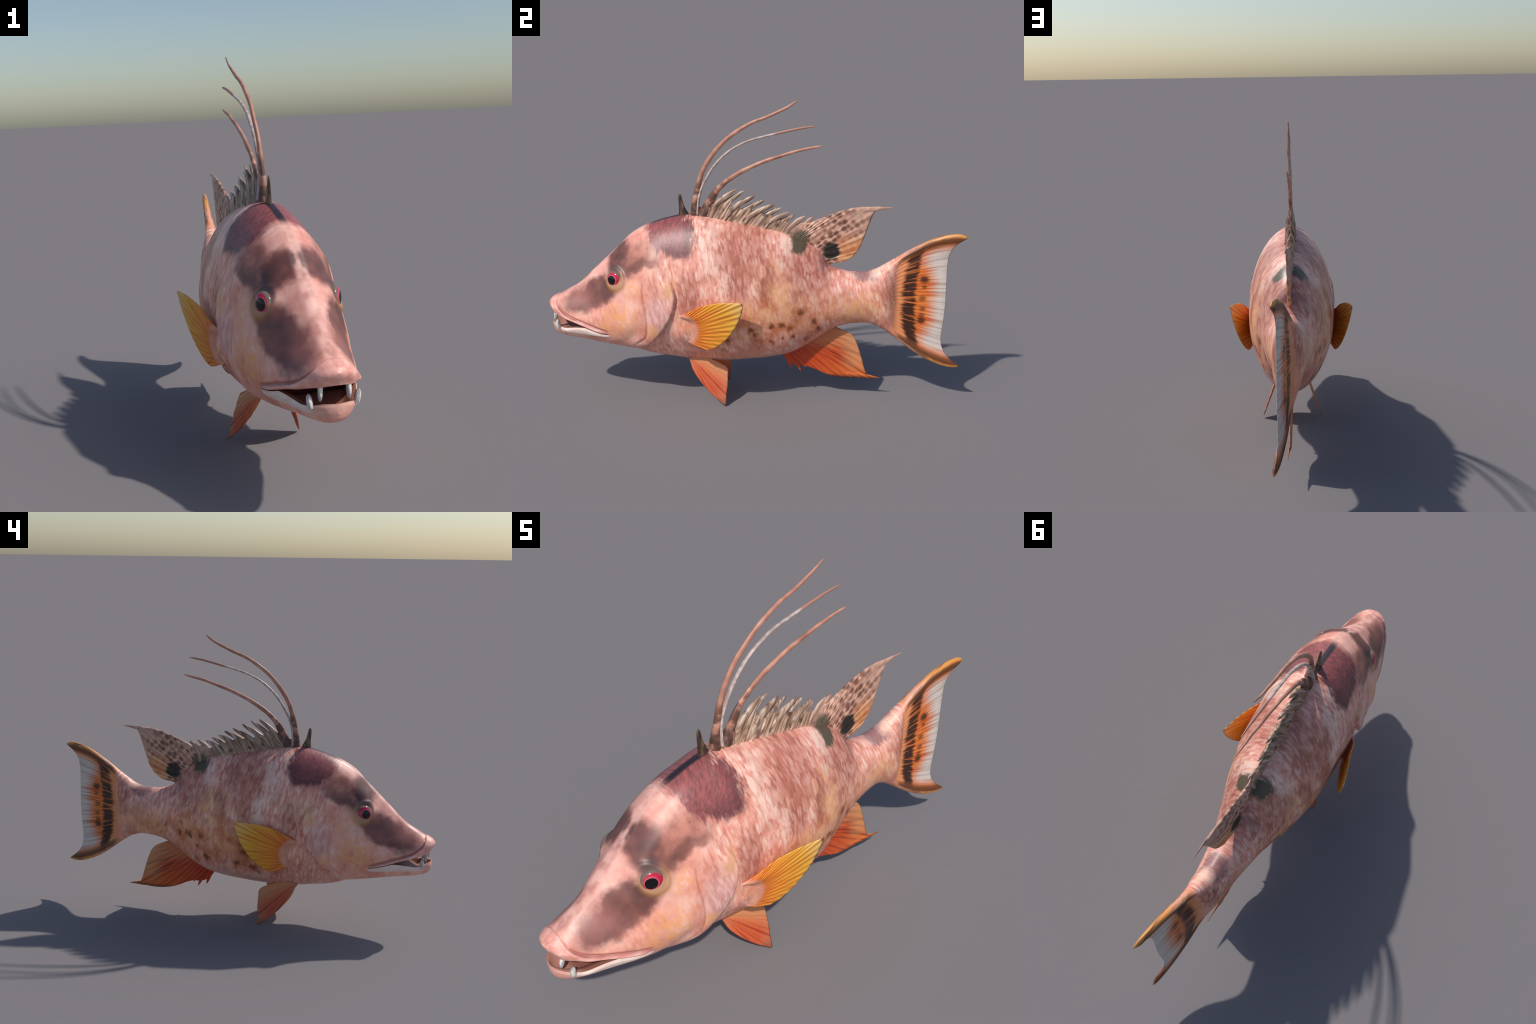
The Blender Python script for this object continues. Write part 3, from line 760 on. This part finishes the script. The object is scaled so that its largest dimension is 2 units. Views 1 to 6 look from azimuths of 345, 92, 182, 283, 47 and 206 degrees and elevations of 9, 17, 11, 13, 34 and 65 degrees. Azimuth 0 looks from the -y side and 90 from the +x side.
# pectoral fins
def pect_lift(y, z):
    p = .196 + (.264*(y+.334) + .136*(z-.49))/.955
    return p - .030*np.clip((-.275-y)/.06, 0, 1)*sstep(.49, .44, z) + .012*np.exp(-((y+.30)/.05)**2)*sstep(.45, .49, z) + .006*np.sin(np.clip((y+.33)/.3, 0, 1)*math.pi)
pect_base = [(-.350, .478), (-.338, .45), (-.330, .42), (-.322, .39), (-.310, .36), (-.295, .345)]
pect_outer = [(-.333, .491), (-.298, .516), (-.242, .547), (-.186, .569), (-.135, .582), (-.078, .587), (-.039, .590), (-.041, .557), (-.049, .522), (-.067, .472),
              (-.099, .415), (-.131, .375), (-.167, .343), (-.199, .325), (-.227, .325), (-.255, .338), (-.279, .353)]
def pect_edge(n, col, ang, r, s1):
    root = n.ss(.106, .080, n.m('MULTIPLY_ADD', n.sub(n.noise(n.P, 30, 2), .5), .02, r))
    return n.mix(root, col, n.mix(n.noise(n.P, 30, 3), lin(214, 134, 108), lin(244, 180, 152)))
pm = fin_material('pectoral_skin', (-.345, .415), [(.18, lin(226, 108, 42)), (.42, lin(236, 146, 44)), (.70, lin(236, 172, 56)), (.98, lin(238, 196, 120))],
                  pect_edge, nrays=23, dark=(200, 80, 32), strength=.6, span=.36)
pme = fin_mesh('pectoral_fin', pect_base, pect_outer, pect_lift, .0090, .0018, 19, smooth=1, amp=.0013, start=.22)
pme.materials.append(pm)
for s in (1, -1):
    o = obj('pectoral_fin', pme, root); o.scale = (s, 1, 1)

# pelvic fins
def pelv_lift(y, z): return .061 + (.0843*(y+.314) - .3237*(z-.2))/.942
pelv_base = [(-.318, .215), (-.29, .225), (-.26, .23), (-.23, .235)]
pelv_outer = [(-.311, .204), (-.294, .156), (-.260, .112), (-.222, .072), (-.176, .033), (-.130, .0), (-.126, .013), (-.126, .059), (-.120, .097), (-.121, .154),
              (-.120, .169), (-.131, .186), (-.172, .198), (-.21, .212)]
def pelv_edge(n, col, ang, r, s1):
    back = n.ss(-.75, -.35, ang)
    col = n.mix(n.mul(back, .6), col, lin(222, 164, 114))
    return n.mix(n.mul(n.ss(.05, .02, n.z), .5), col, lin(110, 66, 50))
vm = fin_material('pelvic_skin', (-.325, .235), [(.0, lin(222, 144, 106)), (.35, lin(218, 104, 58)), (.7, lin(206, 90, 50)), (1, lin(196, 118, 84))],
                  pelv_edge, nrays=26, dark=(160, 52, 32), strength=.75, span=.30)
vme = fin_mesh('pelvic_fin', pelv_base, pelv_outer, pelv_lift, .0085, .0022, 13, smooth=1, amp=.0012)
vme.materials.append(vm)
for s in (1, -1):
    o = obj('pelvic_fin', vme, root); o.scale = (s, 1, 1)

# anal fin
anal_base = [(.135, .235), (.19, .25), (.25, .29), (.31, .335), (.36, .37), (.395, .385)]
anal_outer = [(.145, .214), (.172, .178), (.200, .165), (.226, .158), (.255, .160), (.298, .146), (.334, .128), (.378, .111), (.449, .100), (.512, .102), (.550, .106), (.562, .124), (.551, .145), (.533, .212), (.505, .295), (.481, .332), (.435, .356), (.385, .358)]
def anal_edge(n, col, ang, r, s1):
    back = n.ss(.28, .36, n.m('MULTIPLY_ADD', n.y, .12, n.z))
    col = n.mix(n.mul(back, .55), col, lin(214, 148, 98))
    col = n.mix(n.mul(n.ss(.44, .53, n.m('MULTIPLY_ADD', n.z, .15, n.y)), n.mul(n.ss(.12, .2, n.z), .5)), col, lin(222, 166, 116))
    return n.mix(n.mul(n.ss(.125, .105, n.z), .75), col, lin(92, 46, 34))
am = fin_material('anal_skin', (.02, .42), [(.1, lin(190, 90, 62)), (.4, lin(198, 62, 26)), (.7, lin(212, 88, 36)), (1, lin(224, 122, 58))],
                  anal_edge, nrays=36, dark=(138, 36, 22), strength=.8, span=.62)
ame = fin_mesh('anal_fin', anal_base, anal_outer, lambda y, z: bend(y), .0110, .0030, 15, M=200, smooth=1, amp=.0013, share=((0, 0), (.50, .48), (.58, .58), (1, 1)))
af = obj('anal_fin', ame, root, am)
for b, t in (((.165, .225), (.186, .146)), ((.195, .225), (.234, .131)), ((.225, .225), (.258, .151))):
    me = sweep('anal_spine', [(0, b[0]-.01, b[1]), (0, b[0]*.6+t[0]*.4-.003, b[1]*.6+t[1]*.4), (0, t[0], t[1])], [(0, .022), (.5, .020), (.85, .011), (1, .002)],
               [(0, .014), (.6, .010), (1, .003)], steps=24)
    obj('anal_spine', me, af, am)
TIPS.append(('anal_tip', [(.002, .46, .128), (.004, .515, .117), (.007, .565, .113), (.009, .60, .110), (.010, .627, .107)], af, am))
for nm, path, par, mat in TIPS:
    obj(nm, sweep(nm, path, [(0, .012), (.3, .026), (.55, .024), (.8, .012), (1, .003)], [(0, .004), (.4, .007), (1, .002)], steps=40), par, mat)
